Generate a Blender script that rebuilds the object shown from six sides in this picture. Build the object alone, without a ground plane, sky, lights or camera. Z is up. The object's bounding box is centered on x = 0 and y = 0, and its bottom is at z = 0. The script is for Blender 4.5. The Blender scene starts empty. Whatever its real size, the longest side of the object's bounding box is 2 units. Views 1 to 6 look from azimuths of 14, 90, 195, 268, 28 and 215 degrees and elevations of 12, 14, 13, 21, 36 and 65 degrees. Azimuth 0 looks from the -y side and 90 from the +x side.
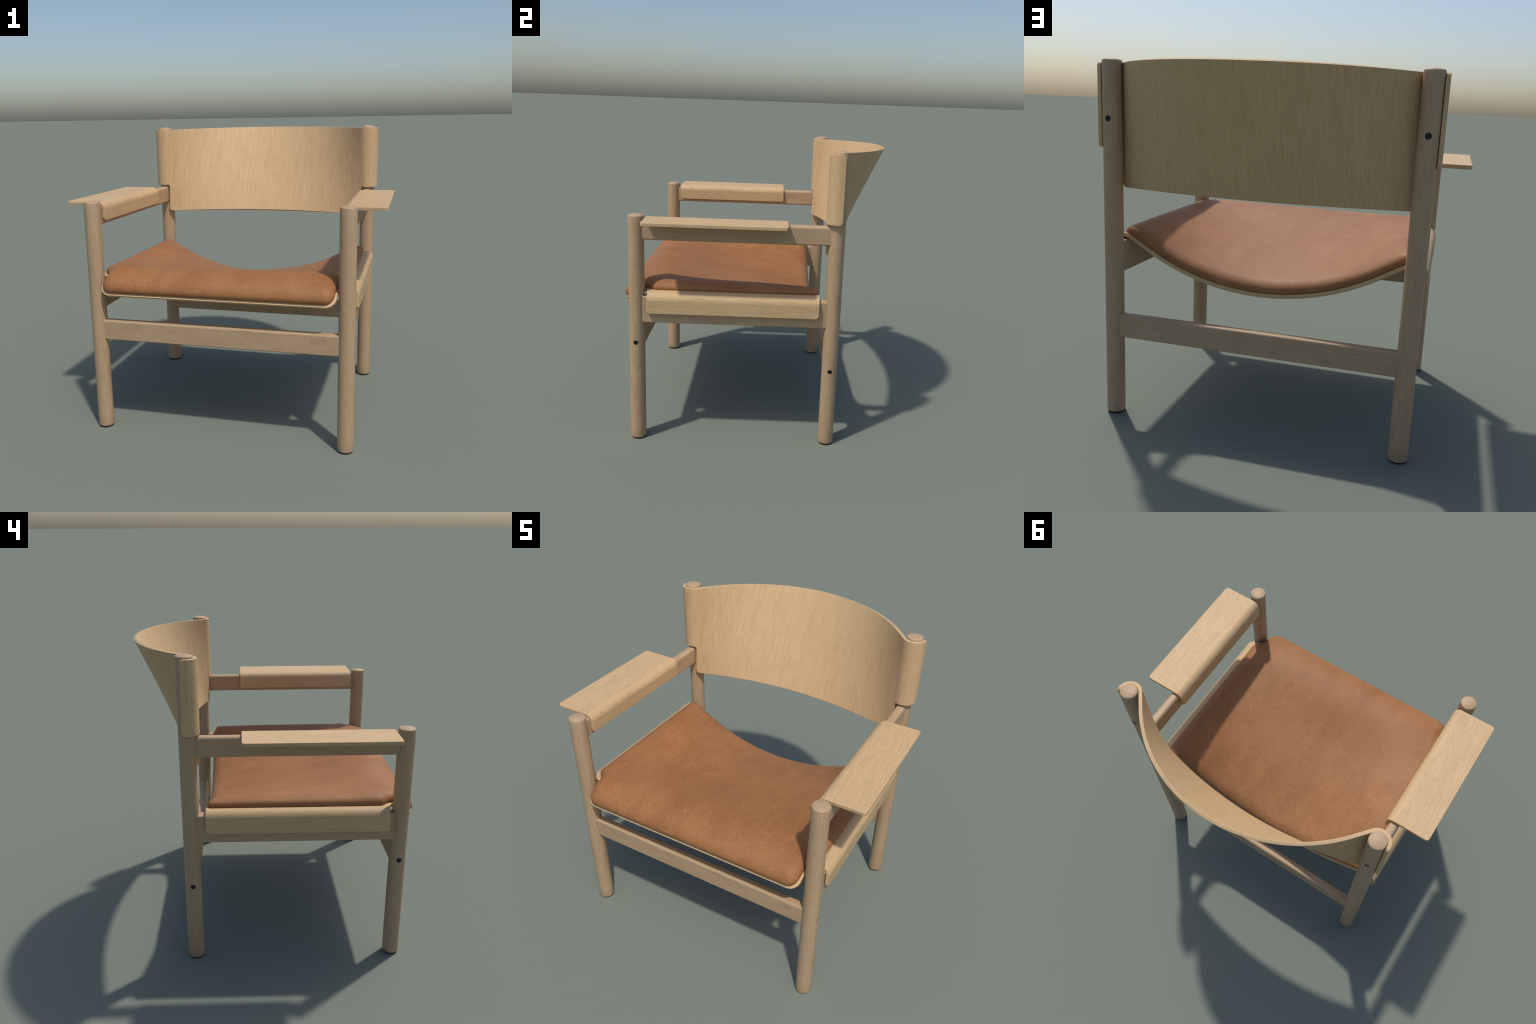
# Low lounge armchair: round solid-wood legs, bent-plywood backrest, seat shell
# and armrests, and a tan leather seat pad.
import bpy, bmesh, math
import numpy as np
from mathutils import Vector, Matrix

# ------------------------------------------------------------------ sizes (m)
LEG_X, FRONT_Y, REAR_Y, LEG_R = 0.7882, -0.755, 0.479, 0.0498
FRONT_TOP, REAR_TOP = 1.490, 1.909
PLY = 0.021

root = bpy.data.objects.new("wooden_armchair", None)
bpy.context.scene.collection.objects.link(root)
root["label"] = "low oak lounge armchair with curved back and tan leather seat"
root["category"] = "armchair"

# ------------------------------------------------------------------ materials
def new_mat(name):
    m = bpy.data.materials.new(name)
    m.use_nodes = True
    nt = m.node_tree
    for n in list(nt.nodes):
        nt.nodes.remove(n)
    out = nt.nodes.new("ShaderNodeOutputMaterial")
    bsdf = nt.nodes.new("ShaderNodeBsdfPrincipled")
    nt.links.new(bsdf.outputs[0], out.inputs[0])
    return m, nt, bsdf

class NB:
    """tiny helper that strings shader nodes together"""
    def __init__(self, nt):
        self.nt = nt
    def put(self, sock, v):
        if isinstance(v, bpy.types.NodeSocket):
            self.nt.links.new(v, sock)
        else:
            sock.default_value = v
    def math(self, op, a, b=0.0, clamp=False):
        n = self.nt.nodes.new("ShaderNodeMath"); n.operation = op; n.use_clamp = clamp
        self.put(n.inputs[0], a); self.put(n.inputs[1], b)
        return n.outputs[0]
    def step(self, v, lo, hi):
        n = self.nt.nodes.new("ShaderNodeMapRange"); n.interpolation_type = "SMOOTHSTEP"
        self.put(n.inputs[0], v); self.put(n.inputs[1], lo); self.put(n.inputs[2], hi)
        return n.outputs[0]
    def vec(self, x, y, z):
        n = self.nt.nodes.new("ShaderNodeCombineXYZ")
        for s, v in zip(n.inputs, (x, y, z)):
            self.put(s, v)
        return n.outputs[0]
    def coords(self):
        t = self.nt.nodes.new("ShaderNodeTexCoord")
        s = self.nt.nodes.new("ShaderNodeSeparateXYZ")
        self.nt.links.new(t.outputs["Object"], s.inputs[0])
        return t.outputs["Object"], s.outputs[0], s.outputs[1], s.outputs[2]
    def rand(self):
        return self.nt.nodes.new("ShaderNodeObjectInfo").outputs["Random"]
    def noise(self, vec, scale, detail=2.0, rough=0.5, dist=0.0):
        n = self.nt.nodes.new("ShaderNodeTexNoise")
        self.put(n.inputs["Vector"], vec); n.inputs["Scale"].default_value = scale
        n.inputs["Detail"].default_value = detail; n.inputs["Roughness"].default_value = rough
        n.inputs["Distortion"].default_value = dist
        return n.outputs["Fac"]
    def ramp(self, v, stops):
        n = self.nt.nodes.new("ShaderNodeValToRGB")
        e = n.color_ramp.elements
        while len(e) < len(stops):
            e.new(0.5)
        for k, (p, c) in zip(e, stops):
            k.position = p; k.color = (*c, 1) if len(c) == 3 else c
        self.put(n.inputs[0], v)
        return n.outputs[0]
    def mix(self, f, a, b, mode="MIX"):
        n = self.nt.nodes.new("ShaderNodeMix"); n.data_type = "RGBA"; n.blend_type = mode
        self.put(n.inputs[0], f)
        for s, v in ((n.inputs[6], a), (n.inputs[7], b)):
            self.put(s, (*v, 1) if isinstance(v, tuple) and len(v) == 3 else v)
        return n.outputs[2]
    def bump(self, h, strength, dist):
        n = self.nt.nodes.new("ShaderNodeBump")
        n.inputs["Strength"].default_value = strength; n.inputs["Distance"].default_value = dist
        self.put(n.inputs["Height"], h)
        return n.outputs[0]

OAK_LIGHT = (0.640, 0.440, 0.240)
OAK_MID = (0.580, 0.392, 0.208)
OAK_DARK = (0.490, 0.322, 0.164)

def oak(name, kind):
    """oak veneer: fine pores and streaks that run along the grain"""
    m, nt, bsdf = new_mat(name)
    b = NB(nt)
    obj, x, y, z = b.coords()
    ax = b.math("ABSOLUTE", x)
    if kind == "upright":            # backrest: grain runs up, fanning in slightly
        fan = b.math("MULTIPLY_ADD", z, 0.10)
        nt.nodes[-1].inputs[2].default_value = 1.0 - 0.10 * 1.57
        across = b.math("ADD", b.math("MULTIPLY", x, fan),
                        b.math("MULTIPLY", y, b.step(ax, 0.79, 0.83)))
        along = z
    elif kind == "shell":            # seat: grain runs front to back
        across = b.math("ADD", x, b.math("MULTIPLY", z, b.step(ax, 0.80, 0.84)))
        along = y
        across = b.math("ADD", across, b.math("MULTIPLY", y, 0.06))
    else:                            # armrest: grain runs front to back
        across = b.math("ADD", x, b.math("MULTIPLY", z, b.step(ax, 0.775, 0.745)))
        along = y
        across = b.math("ADD", across, b.math("MULTIPLY", y, 0.05))
    shift = b.math("MULTIPLY", b.rand(), 7.0)
    across = b.math("ADD", across, shift)
    wav = b.noise(b.vec(b.math("MULTIPLY", across, 6.0), b.math("MULTIPLY", along, 2.2), 0.0), 1.0, 2)
    acr = b.math("ADD", across, b.math("MULTIPLY", wav, 0.006))
    # faint broad tone, mid streaks, short fine pores
    broad = b.noise(b.vec(b.math("MULTIPLY", acr, 26.0), b.math("MULTIPLY", along, 1.1), 0.3), 1.0, 2, 0.5)
    mid = b.noise(b.vec(b.math("MULTIPLY", acr, 300.0), b.math("MULTIPLY", along, 5.5), 1.7), 1.0, 3, 0.65)
    pore = b.noise(b.vec(b.math("MULTIPLY", acr, 400.0), b.math("MULTIPLY", along, 19.0 if kind == "arm" else 16.0), 4.1), 1.0, 2, 0.5)
    pale = b.noise(b.vec(b.math("MULTIPLY", acr, 300.0), b.math("MULTIPLY", along, 10.0), 7.7), 1.0, 1, 0.5)
    cloud = b.noise(b.vec(b.math("MULTIPLY", across, 5.0), b.math("MULTIPLY", along, 3.0), 8.0), 1.0, 2)
    c = b.ramp(b.math("ADD", b.math("MULTIPLY", broad, 0.10), b.math("MULTIPLY", mid, 0.90)),
               [(0.32, OAK_DARK), (0.50, OAK_MID), (0.68, OAK_LIGHT)])
    c = b.mix(b.step(cloud, 0.35, 0.75), c, b.mix(1.0, c, (0.97, 0.965, 0.95), "MULTIPLY"))
    pm = b.step(pore, 0.55, 0.68)
    c = b.mix(b.math("MULTIPLY", pm, 0.50 if kind == "arm" else 0.30), c, (0.330, 0.205, 0.095))
    lm = b.step(pale, 0.62, 0.74)
    c = b.mix(b.math("MULTIPLY", lm, 0.35), c, (0.74, 0.54, 0.32))
    nt.links.new(c, bsdf.inputs["Base Color"])
    bsdf.inputs["Roughness"].default_value = 0.55
    bsdf.inputs["Specular IOR Level"].default_value = 0.35
    h = b.math("SUBTRACT", b.math("MULTIPLY", mid, 0.5), pm)
    nt.links.new(b.bump(h, 0.25, 0.0006), bsdf.inputs["Normal"])
    return m

def ply_edge(name, col):
    m, nt, bsdf = new_mat(name)
    b = NB(nt)
    obj, x, y, z = b.coords()
    n1 = b.noise(obj, 90.0, 3, 0.6)
    n2 = b.noise(obj, 14.0, 2)
    v = b.math("ADD", b.math("MULTIPLY", n1, 0.6), b.math("MULTIPLY", n2, 0.4))
    c = b.ramp(v, [(0.3, tuple(k * 0.86 for k in col)), (0.7, tuple(min(1, k * 1.10) for k in col))])
    nt.links.new(c, bsdf.inputs["Base Color"])
    bsdf.inputs["Roughness"].default_value = 0.6
    bsdf.inputs["Specular IOR Level"].default_value = 0.3
    return m

def solid_wood(name):
    """pinkish solid wood, growth rings cut by the round; grain along local Z"""
    m, nt, bsdf = new_mat(name)
    b = NB(nt)
    obj, x, y, z = b.coords()
    r = b.rand()
    zs = b.math("ADD", z, b.math("MULTIPLY", r, 9.0))
    bend = b.noise(b.vec(b.math("MULTIPLY", x, 2.0), b.math("MULTIPLY", y, 2.0), b.math("MULTIPLY", zs, 2.6)), 1.0, 2)
    bend2 = b.noise(b.vec(b.math("MULTIPLY", x, 9.0), b.math("MULTIPLY", y, 9.0), b.math("MULTIPLY", zs, 5.0)), 1.0, 2)
    dx = b.math("ADD", x, b.math("MULTIPLY_ADD", r, 0.10)); nt.nodes[-2].inputs[2].default_value = 0.05
    dy = b.math("ADD", y, b.math("MULTIPLY_ADD", r, -0.12)); nt.nodes[-2].inputs[2].default_value = 0.09
    rad = b.math("SQRT", b.math("ADD", b.math("MULTIPLY", dx, dx), b.math("MULTIPLY", dy, dy)))
    rad = b.math("ADD", rad, b.math("MULTIPLY", bend, 0.070))
    rad = b.math("ADD", rad, b.math("MULTIPLY", bend2, 0.010))
    ring = b.math("FRACT", b.math("MULTIPLY", rad, 75.0))
    late = b.step(ring, 0.55, 0.97)
    late = b.math("MULTIPLY", late, b.step(ring, 1.0, 0.96))
    fib = b.noise(b.vec(b.math("MULTIPLY", x, 260.0), b.math("MULTIPLY", y, 260.0), b.math("MULTIPLY", zs, 11.0)), 1.0, 2, 0.6)
    cloud = b.noise(b.vec(b.math("MULTIPLY", x, 12.0), b.math("MULTIPLY", y, 12.0), b.math("MULTIPLY", zs, 4.0)), 1.0, 3)
    c = b.ramp(b.math("ADD", b.math("MULTIPLY", fib, 0.55), b.math("MULTIPLY", cloud, 0.45)),
               [(0.28, (0.405, 0.274, 0.158)), (0.52, (0.458, 0.316, 0.188)), (0.75, (0.505, 0.355, 0.220))])
    c = b.mix(b.math("MULTIPLY", late, 0.20), c, (0.280, 0.165, 0.085))
    fleck = b.noise(b.vec(b.math("MULTIPLY", x, 60.0), b.math("MULTIPLY", y, 60.0), b.math("MULTIPLY", zs, 16.0)), 1.0, 2)
    c = b.mix(b.math("MULTIPLY", b.step(fleck, 0.66, 0.75), 0.30), c, (0.27, 0.16, 0.08))
    dash = b.noise(b.vec(b.math("MULTIPLY", x, 330.0), b.math("MULTIPLY", y, 330.0), b.math("MULTIPLY", zs, 28.0)), 1.0, 1)
    c = b.mix(b.math("MULTIPLY", b.step(dash, 0.60, 0.72), 0.30), c, (0.30, 0.185, 0.095))
    nt.links.new(c, bsdf.inputs["Base Color"])
    bsdf.inputs["Roughness"].default_value = 0.5
    bsdf.inputs["Specular IOR Level"].default_value = 0.35
    nt.links.new(b.bump(fib, 0.12, 0.0005), bsdf.inputs["Normal"])
    return m

def leather(name):
    m, nt, bsdf = new_mat(name)
    b = NB(nt)
    obj, x, y, z = b.coords()
    big = b.noise(obj, 2.6, 4, 0.6, 0.5)
    smoke = b.noise(b.vec(b.math("MULTIPLY", x, 9.0), b.math("MULTIPLY", y, 4.5), z), 1.0, 4, 0.6, 0.7)
    mott = b.noise(obj, 55.0, 4, 0.65)
    fine = b.noise(obj, 210.0, 3, 0.75)
    v = b.math("ADD", b.math("MULTIPLY", big, 0.17), b.math("MULTIPLY", smoke, 0.20))
    v = b.math("ADD", v, b.math("MULTIPLY", mott, 0.25))
    v = b.math("ADD", v, b.math("MULTIPLY", fine, 0.38))
    c = b.ramp(v, [(0.36, (0.228, 0.091, 0.032)), (0.50, (0.308, 0.134, 0.050)), (0.64, (0.385, 0.182, 0.075))])
    # thin pale scuffs: level lines of a warped noise, kept only in a few patches
    for sx, sy, sz, keep, amt in ((2.6, 1.1, 2.0, 4.0, 0.28), (1.1, 2.7, 9.0, 5.0, 0.22), (4.2, 1.8, 5.0, 6.0, 0.30), (2.0, 3.1, 13.0, 5.5, 0.22)):
        s1 = b.noise(b.vec(b.math("MULTIPLY", x, sx), b.math("MULTIPLY", y, sy), sz), 1.0, 3, 0.45, 0.25)
        line = b.math("SUBTRACT", 1.0, b.step(b.math("ABSOLUTE", b.math("SUBTRACT", s1, 0.5)), 0.0008, 0.0045))
        gate = b.step(b.noise(b.vec(x, y, sz), keep, 3, 0.6), 0.54, 0.66)
        c = b.mix(b.math("MULTIPLY", b.math("MULTIPLY", line, gate), amt), c, (0.50, 0.27, 0.14))
    nt.links.new(c, bsdf.inputs["Base Color"])
    bsdf.inputs["Specular IOR Level"].default_value = 0.28
    rr = b.math("MULTIPLY_ADD", mott, 0.16); nt.nodes[-1].inputs[2].default_value = 0.49
    nt.links.new(rr, bsdf.inputs["Roughness"])
    vor = nt.nodes.new("ShaderNodeTexVoronoi"); vor.inputs["Scale"].default_value = 260.0
    nt.links.new(obj, vor.inputs["Vector"])
    h = b.math("ADD", b.math("MULTIPLY", vor.outputs["Distance"], 0.5), b.math("MULTIPLY", fine, 0.6))
    nt.links.new(b.bump(h, 0.30, 0.0018), bsdf.inputs["Normal"])
    return m

def plain(name, col, rough, spec=0.4):
    m, nt, bsdf = new_mat(name)
    b = NB(nt)
    obj, *_ = b.coords()
    c = b.ramp(b.noise(obj, 120.0, 2), [(0.3, tuple(k * 0.8 for k in col)), (0.7, tuple(k * 1.2 for k in col))])
    nt.links.new(c, bsdf.inputs["Base Color"])
    bsdf.inputs["Roughness"].default_value = rough
    bsdf.inputs["Specular IOR Level"].default_value = spec
    return m

OAK_BACK, OAK_SEAT, OAK_ARM = oak("oak_upright", "upright"), oak("oak_seat", "shell"), oak("oak_armrest", "arm")
EDGE_PALE = ply_edge("ply_edge_pale", (0.59, 0.410, 0.222))
EDGE_BAND = ply_edge("ply_edge_band", (0.43, 0.285, 0.150))
EDGE_SOFT = ply_edge("ply_edge_soft", (0.555, 0.380, 0.210))
WOOD = solid_wood("solid_wood")
LEATHER = leather("tan_leather")
BLACK = plain("black_rubber", (0.012, 0.012, 0.013), 0.6)
STEEL = plain("black_steel", (0.008, 0.010, 0.013), 0.42, 0.4)

# ------------------------------------------------------------------ mesh helpers
def make_object(name, verts, faces, mats, face_mats=None, parent=root, smooth_angle=None, weighted=False):
    me = bpy.data.meshes.new(name)
    me.from_pydata([tuple(map(float, v)) for v in verts], [], faces)
    for m in mats:
        me.materials.append(m)
    if face_mats is not None:
        me.polygons.foreach_set("material_index", face_mats)
    me.polygons.foreach_set("use_smooth", [True] * len(me.polygons))
    me.update()
    if smooth_angle:
        me.set_sharp_from_angle(angle=math.radians(smooth_angle))
    ob = bpy.data.objects.new(name, me)
    bpy.context.scene.collection.objects.link(ob)
    ob.parent = parent
    if weighted:
        w = ob.modifiers.new("weighted", "WEIGHTED_NORMAL"); w.keep_sharp = True; w.weight = 80
    return ob

def arc_pts(cx, cy, r, a0, a1, n):
    return [(cx + r * math.cos(math.radians(a0 + (a1 - a0) * i / n)),
             cy + r * math.sin(math.radians(a0 + (a1 - a0) * i / n))) for i in range(n + 1)]

def rounded_outline(corners, step=0.012):
    """closed outline from (x, y, radius) corners, counter-clockwise, evenly sampled"""
    pts, n = [], len(corners)
    for i in range(n):
        p0, p1, p2 = (np.array(corners[(i + k - 1) % n][:2], float) for k in range(3))
        r = corners[i][2]
        d0, d1 = (p0 - p1) / np.linalg.norm(p0 - p1), (p2 - p1) / np.linalg.norm(p2 - p1)
        half = math.acos(max(-1, min(1, float(d0 @ d1)))) / 2
        if r <= 0 or half > math.pi / 2 - 0.01:
            arc = [p1]
        else:
            t = r / math.tan(half)
            c = p1 + (d0 + d1) / np.linalg.norm(d0 + d1) * (r / math.sin(half))
            a, e = p1 + d0 * t - c, p1 + d1 * t - c
            a0, a1 = math.atan2(a[1], a[0]), math.atan2(e[1], e[0])
            da = (a1 - a0 + math.pi) % (2 * math.pi) - math.pi
            k = max(4, int(abs(da) * r / 0.006) + 1)
            arc = [c + r * np.array([math.cos(a0 + da * j / k), math.sin(a0 + da * j / k)]) for j in range(k + 1)]
        if pts:
            gap = np.linalg.norm(arc[0] - pts[-1]); k = max(1, int(gap / step))
            last = pts[-1]
            pts += [last + (arc[0] - last) * j / k for j in range(1, k)]
        pts += arc
    gap = np.linalg.norm(pts[0] - pts[-1]); k = max(1, int(gap / step)); last = pts[-1]
    pts += [last + (pts[0] - last) * j / k for j in range(1, k)]
    out = [pts[0]]
    for p in pts[1:]:
        if np.linalg.norm(p - out[-1]) > 1e-4:
            out.append(p)
    return np.array(out)

def inset(loop, d):
    prv, nxt = np.roll(loop, 1, 0), np.roll(loop, -1, 0)
    def nrm(v):
        v = v / np.linalg.norm(v, axis=1)[:, None]
        return np.stack([-v[:, 1], v[:, 0]], 1)
    n0, n1 = nrm(loop - prv), nrm(nxt - loop)
    n = n0 + n1
    n /= np.maximum(0.35, (n * n).sum(1))[:, None] / 2
    return loop + n * d

def fill_domain(loop, us, vs):
    """cut the flat outline into a grid; returns points, faces, number of outline points"""
    bm = bmesh.new()
    bm.faces.new([bm.verts.new((p[0], p[1], 0)) for p in loop])
    for axis, lines in ((0, us), (1, vs)):
        for c in lines:
            co, no = [0, 0, 0], [0, 0, 0]
            co[axis], no[axis] = c, 1
            bmesh.ops.bisect_plane(bm, geom=bm.verts[:] + bm.edges[:] + bm.faces[:], dist=0.0012,
                                   plane_co=co, plane_no=no)
    bm.normal_update()
    if sum(f.normal.z * f.calc_area() for f in bm.faces) < 0:
        bmesh.ops.reverse_faces(bm, faces=bm.faces[:])
    bm.verts.index_update()
    pts = np.array([v.co[:2] for v in bm.verts])
    faces = [[v.index for v in f.verts] for f in bm.faces]
    # ordered boundary
    e0 = next(e for e in bm.edges if e.is_boundary)
    l = e0.link_loops[0]
    ring, v = [l.vert.index], l.link_loop_next.vert
    nxt = {}
    for e in bm.edges:
        if e.is_boundary:
            l = e.link_loops[0]
            nxt[l.vert.index] = l.link_loop_next.vert.index
    start = ring[0]; cur = nxt[start]
    while cur != start:
        ring.append(cur); cur = nxt[cur]
    bm.free()
    return pts, faces, ring

def frame(surf, pts, e=1e-4):
    """points and unit normals of a mapped surface"""
    P = surf(pts)
    du = surf(pts + [e, 0]) - surf(pts - [e, 0])
    dv = surf(pts + [0, e]) - surf(pts - [0, e])
    N = np.cross(du, dv)
    return P, N / np.linalg.norm(N, axis=1)[:, None]

def ply_sheet(name, surf, loop, us, vs, face_mat, layers, edge=0.0025, t=PLY, flip=False, parent=root):
    """bent plywood: outline filled, thickened along the normal, edges eased; layers
    lists (share of thickness, material) for the visible plies of the cut edge"""
    pts, faces, ring = fill_domain(inset(loop, edge), us, vs)
    P, N = frame(surf, pts)
    n = len(pts)
    verts = [*(P + N * t / 2), *(P - N * t / 2)]
    F = [list(f) for f in faces] + [[i + n for i in reversed(f)] for f in faces]
    M = [0] * len(F)
    rim2 = inset(pts[ring], -edge * 0.72)
    rim3 = inset(pts[ring], -edge)
    mats = [face_mat]
    rings = [list(ring)]
    hh = t / 2 - edge
    spec = [(rim2, t / 2 - edge * 0.28, None), (rim3, hh, None)]
    z, mlist = hh, []
    for share, mat in layers:
        z -= share * 2 * hh
        spec.append((rim3, z, mat))
    spec.append((rim2, -t / 2 + edge * 0.28, None))
    for flat, h, mat in spec:
        Q, K = frame(surf, flat)
        base = len(verts)
        verts += list(Q + K * h)
        rings.append(list(range(base, base + len(ring))))
        mlist.append(mat)
    rings.append([i + n for i in ring]); mlist.append(None)
    k = len(ring)
    for j in range(len(rings) - 1):
        mat = mlist[j]
        if mat is None:
            idx = 0
        else:
            if mat not in mats:
                mats.append(mat)
            idx = mats.index(mat)
        for i in range(k):
            a, b_ = rings[j][i], rings[j][(i + 1) % k]
            c, d = rings[j + 1][(i + 1) % k], rings[j + 1][i]
            F.append([b_, a, d, c]); M.append(idx)
    if flip:
        F = [list(reversed(f)) for f in F]
    return make_object(name, verts, F, mats, M, parent=parent, smooth_angle=50, weighted=True)

# ------------------------------------------------------------------ legs
def lathe(profile, seg=96):
    verts, faces = [], []
    for r, z in profile:
        verts += [(r * math.cos(2 * math.pi * i / seg), r * math.sin(2 * math.pi * i / seg), z) for i in range(seg)]
    for j in range(len(profile) - 1):
        for i in range(seg):
            a = j * seg + i; b_ = j * seg + (i + 1) % seg
            faces.append((a, b_, b_ + seg, a + seg))
    faces.append(tuple(reversed(range(seg))))
    faces.append(tuple(range((len(profile) - 1) * seg, len(profile) * seg)))
    return verts, faces

def leg_profile(top):
    R, dome, e = LEG_R, 0.0065, 0.0085
    p = [(R - 0.006, 0.007), (R - 0.003, 0.008), (R - 0.001, 0.010), (R, 0.014)]
    p += [(R, 0.014 + (top - dome - e - 0.014) * k / 24) for k in range(1, 25)]
    zc = top - dome - e
    p += [(R - e + e * math.cos(a), zc + e * math.sin(a)) for a in (0.35, 0.7, 1.0, 1.25)]
    r1, z1 = p[-1]
    for k in range(1, 9):
        r = r1 * (1 - k / 8.0)
        p.append((max(r, 0.0004), z1 + (top - z1) * (1 - (r / r1) ** 2)))
    return p

def disc_screw(direction_angle, y_off):
    """black bolt head with hexagon socket, axis along +X before turning"""
    bm = bmesh.new()
    R, seg = 0.0148, 48
    def ring(r, x, n=seg, twist=0.0):
        return [bm.verts.new((x, r * math.cos(2 * math.pi * i / n + twist), r * math.sin(2 * math.pi * i / n + twist))) for i in range(n)]
    prof = [(R, -0.012), (R, -0.0015), (R - 0.0012, 0.0), (0.0062, 0.0)]
    rings = [ring(r, x) for r, x in prof]
    for a, c in zip(rings, rings[1:]):
        for i in range(seg):
            bm.faces.new((a[i], a[(i + 1) % seg], c[(i + 1) % seg], c[i]))
    hexr = ring(0.0046, 0.0, 6); hexd = ring(0.0046, -0.005, 6)
    inner = rings[-1]
    for i in range(6):
        q = [inner[(i * 8 + k) % seg] for k in range(9)]
        bm.faces.new(q + [hexr[(i + 1) % 6], hexr[i]])
        bm.faces.new((hexr[i], hexr[(i + 1) % 6], hexd[(i + 1) % 6], hexd[i]))
    bm.faces.new(hexd)
    bmesh.ops.recalc_face_normals(bm, faces=bm.faces[:])
    return bm

def cylinder_cutter(r, depth):
    bm = bmesh.new()
    bmesh.ops.create_cone(bm, cap_ends=True, segments=40, radius1=r, radius2=r, depth=depth,
                          matrix=Matrix.Rotation(math.pi / 2, 4, "Y"))
    me = bpy.data.meshes.new("cutter"); bm.to_mesh(me); bm.free()
    ob = bpy.data.objects.new("cutter", me)
    bpy.context.scene.collection.objects.link(ob)
    return ob

screw_mesh = bpy.data.meshes.new("screw_cap")
_b = disc_screw(0, 0); _b.to_mesh(screw_mesh); _b.free()
screw_mesh.materials.append(STEEL)
screw_mesh.polygons.foreach_set("use_smooth", [True] * len(screw_mesh.polygons))
screw_mesh.set_sharp_from_angle(angle=math.radians(30))

glide_mesh = None
def build_leg(sx, y, top, screws):
    global glide_mesh
    v, f = lathe(leg_profile(top))
    ob = make_object("leg", v, f, [WOOD])
    ob.location = (sx * LEG_X, y, 0)
    bpy.context.view_layer.update()
    cutters = []
    for ang, z in screws:            # ang: direction the bolt head faces, degrees from +X
        c = cylinder_cutter(0.0156, 0.03)
        c.matrix_world = Matrix.Translation((sx * LEG_X, y, z)) @ Matrix.Rotation(math.radians(ang), 4, "Z") @ Matrix.Translation((LEG_R + 0.0015, 0, 0))
        cutters.append(c)
        md = ob.modifiers.new("hole", "BOOLEAN"); md.operation = "DIFFERENCE"; md.solver = "EXACT"; md.object = c
    bpy.context.view_layer.update()
    me = bpy.data.meshes.new_from_object(ob.evaluated_get(bpy.context.evaluated_depsgraph_get()))
    ob.modifiers.clear(); old = ob.data; ob.data = me; bpy.data.meshes.remove(old)
    for c in cutters:
        cm = c.data; bpy.data.objects.remove(c); bpy.data.meshes.remove(cm)
    me.name = "leg"
    me.materials.clear(); me.materials.append(WOOD)
    me.polygons.foreach_set("material_index", [0] * len(me.polygons))
    me.polygons.foreach_set("use_smooth", [True] * len(me.polygons))
    me.set_sharp_from_angle(angle=math.radians(38))
    for ang, z in screws:
        s = bpy.data.objects.new("screw_cap", screw_mesh)
        bpy.context.scene.collection.objects.link(s)
        s.parent = ob
        a = math.radians(ang)
        s.location = ((LEG_R - 0.0030) * math.cos(a), (LEG_R - 0.0030) * math.sin(a), z)
        s.rotation_euler = (0, 0, a)
    if glide_mesh is None:
        gv, gf = lathe([(LEG_R - 0.009, 0.0), (LEG_R - 0.0055, 0.0012), (LEG_R - 0.0045, 0.003), (LEG_R - 0.0045, 0.010)], 64)
        g = make_object("foot_glide", gv, gf, [BLACK], parent=ob, smooth_angle=40)
        glide_mesh = g.data
    else:
        g = bpy.data.objects.new("foot_glide", glide_mesh)
        bpy.context.scene.collection.objects.link(g); g.parent = ob
    return ob

for sx in (1, -1):
    out = 0 if sx > 0 else 180
    build_leg(sx, FRONT_Y, FRONT_TOP, [(out, 0.671)])
    build_leg(sx, REAR_Y, REAR_TOP, [(out, 0.515), (90, 1.614)])

# ------------------------------------------------------------------ rails (grain along local Z)
def bar(name, p0, p1, half_w, z_lo, z_hi, r_top, r_bot):
    """rounded rectangular bar between two points of the floor plan"""
    p0, p1 = np.array(p0, float), np.array(p1, float)
    L = float(np.linalg.norm(p1 - p0)); d = (p1 - p0) / L
    zc = (z_lo + z_hi) / 2; hh = (z_hi - z_lo) / 2
    sec = (arc_pts(half_w - r_bot, -hh + r_bot, r_bot, -90, 0, 6) + arc_pts(half_w - r_top, hh - r_top, r_top, 0, 90, 8)
           + arc_pts(-half_w + r_top, hh - r_top, r_top, 90, 180, 8) + arc_pts(-half_w + r_bot, -hh + r_bot, r_bot, 180, 270, 6))
    n, k = len(sec), 12
    verts = [(a, c, -L / 2 + L * j / k) for j in range(k + 1) for a, c in sec]
    faces = [(j * n + i, j * n + (i + 1) % n, (j + 1) * n + (i + 1) % n, (j + 1) * n + i) for j in range(k) for i in range(n)]
    faces += [tuple(reversed(range(n))), tuple(range(k * n, k * n + n))]
    ob = make_object(name, verts, faces, [WOOD], smooth_angle=40, weighted=True)
    X = Vector((d[1], -d[0], 0)); Y = Vector((0, 0, 1)); Z = Vector((d[0], d[1], 0))
    mat = Matrix((X, Y, Z)).transposed().to_4x4()
    mat.translation = ((p0[0] + p1[0]) / 2, (p0[1] + p1[1]) / 2, zc)
    ob.matrix_local = mat
    return ob

for sx in (1, -1):
    bar("arm_rail", (sx * LEG_X, FRONT_Y), (sx * LEG_X, REAR_Y), 0.028, 1.331, 1.452, 0.020, 0.012)
    bar("seat_rail", (sx * LEG_X, FRONT_Y), (sx * LEG_X, REAR_Y), 0.032, 0.802, 0.973, 0.008, 0.006)
bar("stretcher", (-LEG_X, FRONT_Y), (LEG_X, FRONT_Y), 0.027, 0.604, 0.733, 0.014, 0.008)
bar("stretcher", (-LEG_X, REAR_Y), (LEG_X, REAR_Y), 0.027, 0.449, 0.578, 0.014, 0.008)

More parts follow.
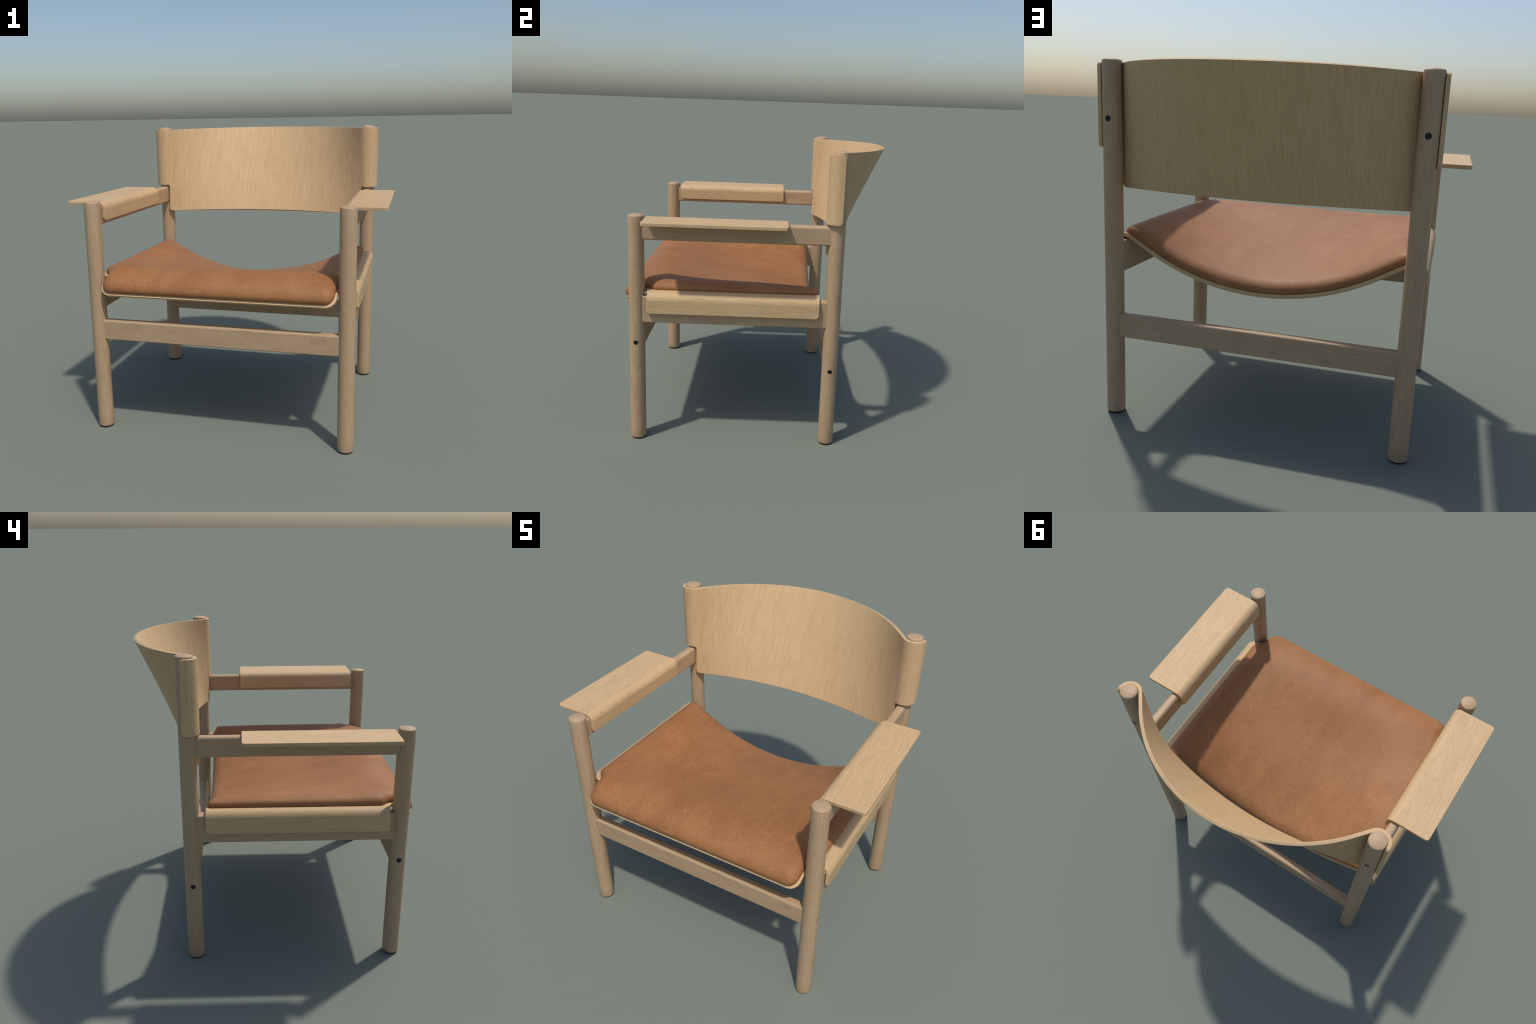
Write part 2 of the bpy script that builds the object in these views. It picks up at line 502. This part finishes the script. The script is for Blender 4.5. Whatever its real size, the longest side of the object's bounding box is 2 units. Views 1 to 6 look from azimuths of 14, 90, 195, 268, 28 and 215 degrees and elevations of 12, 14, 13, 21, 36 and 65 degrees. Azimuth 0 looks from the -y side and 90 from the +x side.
# ------------------------------------------------------------------ backrest
BACK_LO, BACK_HI = 1.260, 1.890
def run_out(z):                   # where the arc runs out into the straight part
    return np.interp(z, [1.26, 1.89], [0.650, 0.672])
RC = LEG_R + 0.0008 + PLY / 2     # middle of the sheet around the leg
LA, LS, LW, LG = 0.685, 0.135, 0.105, 0.030
def mid_y(z):                     # middle of the sheet at the centre line, leans back
    return 0.540 + (z - 1.260) * (0.839 - 0.540) / (1.880 - 1.260)
_zt = np.linspace(1.1, 2.05, 96)
_th = []
for z in _zt:
    XE = run_out(z)
    lo, hi = 0.02, 1.2
    for _ in range(50):
        t = (lo + hi) / 2
        yt = REAR_Y - RC * math.cos(t)
        yc = yt + XE * math.tan(t / 2) + (LEG_X - RC * math.sin(t) - XE) * math.tan(t)
        lo, hi = (t, hi) if yc < mid_y(z) else (lo, t)
    _th.append(t)
_th = np.array(_th)

def back_surface(p):
    s, z = p[:, 0], p[:, 1]
    a, sg = np.abs(s), np.where(s < 0, -1.0, 1.0)
    th, XE = np.interp(z, _zt, _th), run_out(z)
    R = XE / np.sin(th)
    k1 = np.clip(a / LA, 0, 1)
    x = R * np.sin(th * k1)
    y = mid_y(z) - R * (1 - np.cos(th * k1))
    xt, yt = LEG_X - RC * np.sin(th), REAR_Y - RC * np.cos(th)
    ye = mid_y(z) - R * (1 - np.cos(th))
    k2 = np.clip((a - LA) / LS, 0, 1)
    x = np.where(a > LA, XE + (xt - XE) * k2, x)
    y = np.where(a > LA, ye + (yt - ye) * k2, y)
    k3 = np.clip((a - LA - LS) / LW, 0, 1)
    ang = -math.pi / 2 - th + (math.pi / 2 + th) * k3
    x = np.where(a > LA + LS, LEG_X + RC * np.cos(ang), x)
    y = np.where(a > LA + LS, REAR_Y + RC * np.sin(ang), y)
    g = np.maximum(a - LA - LS - LW, 0)
    bow = 0.0060 * np.clip(1 - (x / 0.76) ** 2, 0, 1)        # edges rise a little towards the middle
    return np.stack([x * sg, y + g, z + bow], 1)

S_END = LA + LS + LW + 0.022
S_NOTCH = LA + LS - 0.018
S_LO, S_UP = S_NOTCH - 0.002, S_NOTCH + 0.004     # cut-out for the arm rail stays plumb
loop = rounded_outline([(-S_LO, BACK_LO, 0.028), (S_LO, BACK_LO, 0.028), (S_UP, 1.466, 0.022), (S_END, 1.466, 0.024),
                        (S_END, BACK_HI, 0.022), (-S_END, BACK_HI, 0.022), (-S_END, 1.466, 0.024), (-S_UP, 1.466, 0.022)])
us = sorted(set([round(v, 4) for v in np.arange(-0.80, 0.801, 0.025)] + [sg * (LA + LS + 0.0088 * k) for k in range(-1, 15) for sg in (1, -1)]))
ply_sheet("backrest", back_surface, loop, us, np.arange(1.29, 1.88, 0.03), OAK_BACK,
          [(0.42, EDGE_PALE), (0.16, EDGE_SOFT), (0.42, EDGE_PALE)])

# ------------------------------------------------------------------ seat shell
REAR_EDGE, CREST_Z, X_OUT = 0.390, 1.006, 0.847
FALL_Y, FALL_R = -0.664, 0.22
SE, XC = 0.62, 0.790                         # end of the dip's arc; crest of the rolled side
RO = X_OUT - 0.790 - PLY / 2                 # roll radius outside of the crest
CZ = CREST_Z - PLY / 2                       # crest of the middle surface
SR = RO * math.pi / 2
SAG = 0.252                                  # depth of the dip at the back edge
_ys = np.linspace(-1.2, 0.6, 400)
_sl = np.clip((_ys + 0.72) / 0.24, 0, 1); _sl = _sl * _sl * (3 - 2 * _sl)
_sag = np.concatenate([[0], np.cumsum((_sl[1:] + _sl[:-1]) / 2 * np.diff(_ys))])
_sag *= SAG / np.interp(REAR_EDGE, _ys, _sag)
def shoulder(y):                             # roll radius inside of the crest, wider towards the front
    return np.interp(y, [-0.20, 0.00, 0.20, REAR_EDGE], [0.58, 0.47, 0.23, 0.095])
def flank_angle(sag, RI):
    lo, hi = np.full(len(sag), 0.0005), np.full(len(sag), 0.8)
    for _ in range(40):
        t = (lo + hi) / 2
        low = RI * (1 - np.cos(t)) + (XC - RI * np.sin(t) - SE) * np.tan(t) + SE * np.tan(t / 2) < sag
        lo, hi = np.where(low, t, lo), np.where(low, hi, t)
    return (lo + hi) / 2

def seat_surface(p):
    u, v = p[:, 0], p[:, 1]
    a, sg = np.abs(u), np.where(u < 0, -1.0, 1.0)
    fall = np.clip((FALL_Y - v) / FALL_R, 0, 1.4)
    y = np.where(v < FALL_Y, FALL_Y - FALL_R * np.sin(fall), v)
    drop = FALL_R * (1 - np.cos(fall))
    RI = shoulder(y)
    th = flank_angle(np.interp(v, _ys, _sag) + 0.009 * np.exp(-((v + 0.30) / 0.20) ** 2), RI)
    xt, zt = XC - RI * np.sin(th), CZ - RI * (1 - np.cos(th))
    R = SE / np.sin(th)
    ze = zt - (xt - SE) * np.tan(th)
    z0 = ze - SE * np.tan(th / 2)
    x = np.minimum(a, XC)
    z = z0 + x * x / (R + np.sqrt(np.maximum(R * R - x * x, 0)))          # shallow arc
    z = np.where(x > SE, ze + (x - SE) * np.tan(th), z)                   # straight flank
    z = np.where(x > xt, CZ - RI + np.sqrt(RI * RI - np.clip(XC - x, 0, None).clip(0, RI) ** 2), z)   # roll, inner half
    k3 = np.clip((a - XC) / SR, 0, 1) * math.pi / 2
    x = x + RO * np.sin(k3)
    z = np.where(a > XC, CZ - RO * (1 - np.cos(k3)), z) - np.maximum(a - XC - SR, 0)
    return np.stack([x * sg, y, z - drop], 1)

U_END = XC + SR + (CZ - RO - 0.869)
V_FRONT = FALL_Y - FALL_R * math.radians(52)
TX = 0.738                                   # tongue between the front legs
half = [(TX - 0.012, V_FRONT, 0.062), (TX, -0.706, 0.026), (XC + 0.03, -0.682, 0.012), (U_END, -0.688, 0.022), (U_END, REAR_EDGE, 0.022)]
loop = rounded_outline([(-x, y, r) for x, y, r in half[:1]] + half + [(-x, y, r) for x, y, r in half[:0:-1]])
us = sorted(set([round(v, 4) for v in np.arange(-0.78, 0.781, 0.03)] + [sg * (XC + SR * k / 9) for k in range(-5, 10) for sg in (1, -1)]))
vs = list(np.arange(-0.64, 0.38, 0.035)) + list(np.arange(-0.86, -0.65, 0.016))
ply_sheet("seat_shell", seat_surface, loop, us, vs, OAK_SEAT, [(1.0, EDGE_PALE)])

# ------------------------------------------------------------------ leather seat pad
PAD_H, PAD_R = 0.0550, 0.078
half = [(0.716, V_FRONT + 0.013, 0.060), (0.727, -0.700, 0.040), (0.780, -0.646, 0.030), (0.780, REAR_EDGE - 0.009, 0.028)]
pad = rounded_outline([(-x, y, r) for x, y, r in half[:1]] + half + [(-x, y, r) for x, y, r in half[:0:-1]], 0.010)
def pad_height(d):
    k = 1 - np.clip(d / PAD_R, 0, 1)
    return 0.010 + (PAD_H - 0.010) * np.sqrt(np.maximum(0, 1 - k ** 2.1))
def seg_dist(q, loop):
    a = loop; b_ = np.roll(loop, -1, 0); ab = b_ - a
    out = np.full(len(q), 9.0)
    for i in range(len(a)):
        t = np.clip(((q - a[i]) @ ab[i]) / (ab[i] @ ab[i]), 0, 1)
        out = np.minimum(out, np.linalg.norm(q - (a[i] + t[:, None] * ab[i]), axis=1))
    return out
inner = inset(pad, 0.014)
pts, faces, ring = fill_domain(inner, np.arange(-0.765, 0.766, 0.015), np.arange(-0.86, 0.375, 0.0147))
d_in = seg_dist(pts, pad)
def soft(q):                                  # faint swell and slackness of the leather
    x, y = q[:, 0], q[:, 1]
    return (0.0016 * np.sin(5.1 * x + 2.3 * y + 0.4) + 0.0012 * np.sin(-4.2 * x + 7.7 * y + 1.9) + 0.0010 * np.sin(11.0 * x - 3.0 * y))
P, N = frame(seat_surface, pts)
verts = list(P + N * (PLY / 2 + pad_height(d_in) + soft(pts) * np.clip(d_in / 0.08, 0, 1))[:, None])
rings = [list(ring)]
rl = pts[ring]
for e, h in ((0.0085, None), (0.0045, None), (0.0018, None), (0.0004, None), (-0.0006, 0.0080), (0.0, 0.0050), (0.0022, 0.0022), (0.0060, -0.001)):
    q = inset(rl, e - 0.014)
    Q, K = frame(seat_surface, q)
    hh = pad_height(np.full(len(q), e)) if h is None else np.full(len(q), h)
    base = len(verts)
    verts += list(Q + K * (PLY / 2 + hh)[:, None])
    rings.append(list(range(base, base + len(ring))))
under = len(verts)
verts += list(P + N * (PLY / 2 - 0.001))
rings.append([under + i for i in ring])
F = [list(f) for f in faces] + [[under + i for i in reversed(f)] for f in faces]
k = len(ring)
for a, c in zip(rings, rings[1:]):
    for i in range(k):
        F.append([a[(i + 1) % k], a[i], c[i], c[(i + 1) % k]])
make_object("seat_cushion", verts, F, [LEATHER])

# ------------------------------------------------------------------ armrests
ARM_TOP, ARM_IN, ARM_OUT = 1.473, 0.737, 1.0
AR = 0.046
def arm_surface(side):
    rm = AR - PLY / 2
    drop = (ARM_TOP - AR) - 1.356
    arc = rm * math.pi / 2
    def f(p):
        u, v = p[:, 0], p[:, 1]
        x = np.full(len(u), ARM_IN + PLY / 2); z = 1.356 + u
        k = np.clip((u - drop) / arc, 0, 1) * math.pi / 2
        x = np.where(u > drop, ARM_IN + AR - rm * np.cos(k), x)
        z = np.where(u > drop, ARM_TOP - AR + rm * np.sin(k), z)
        x = x + np.maximum(u - drop - arc, 0)
        return np.stack([side * x, v, z], 1)
    return f, drop, arc
for side in (1, -1):
    f, drop, arc = arm_surface(side)
    u1 = drop + arc + (ARM_OUT - ARM_IN - AR)
    loop = rounded_outline([(0, -0.690, 0.018), (u1, -0.690, 0.020), (u1, 0.176, 0.020), (0, 0.176, 0.018)])
    us = [drop + arc * k / 10 for k in range(11)] + list(np.arange(drop + arc + 0.03, u1 - 0.01, 0.03))
    ply_sheet("armrest", f, loop, us, np.arange(-0.66, 0.16, 0.04), OAK_ARM,
              [(0.30, EDGE_SOFT), (0.10, EDGE_BAND), (0.20, EDGE_PALE), (0.10, EDGE_BAND), (0.30, EDGE_PALE)], flip=side < 0)
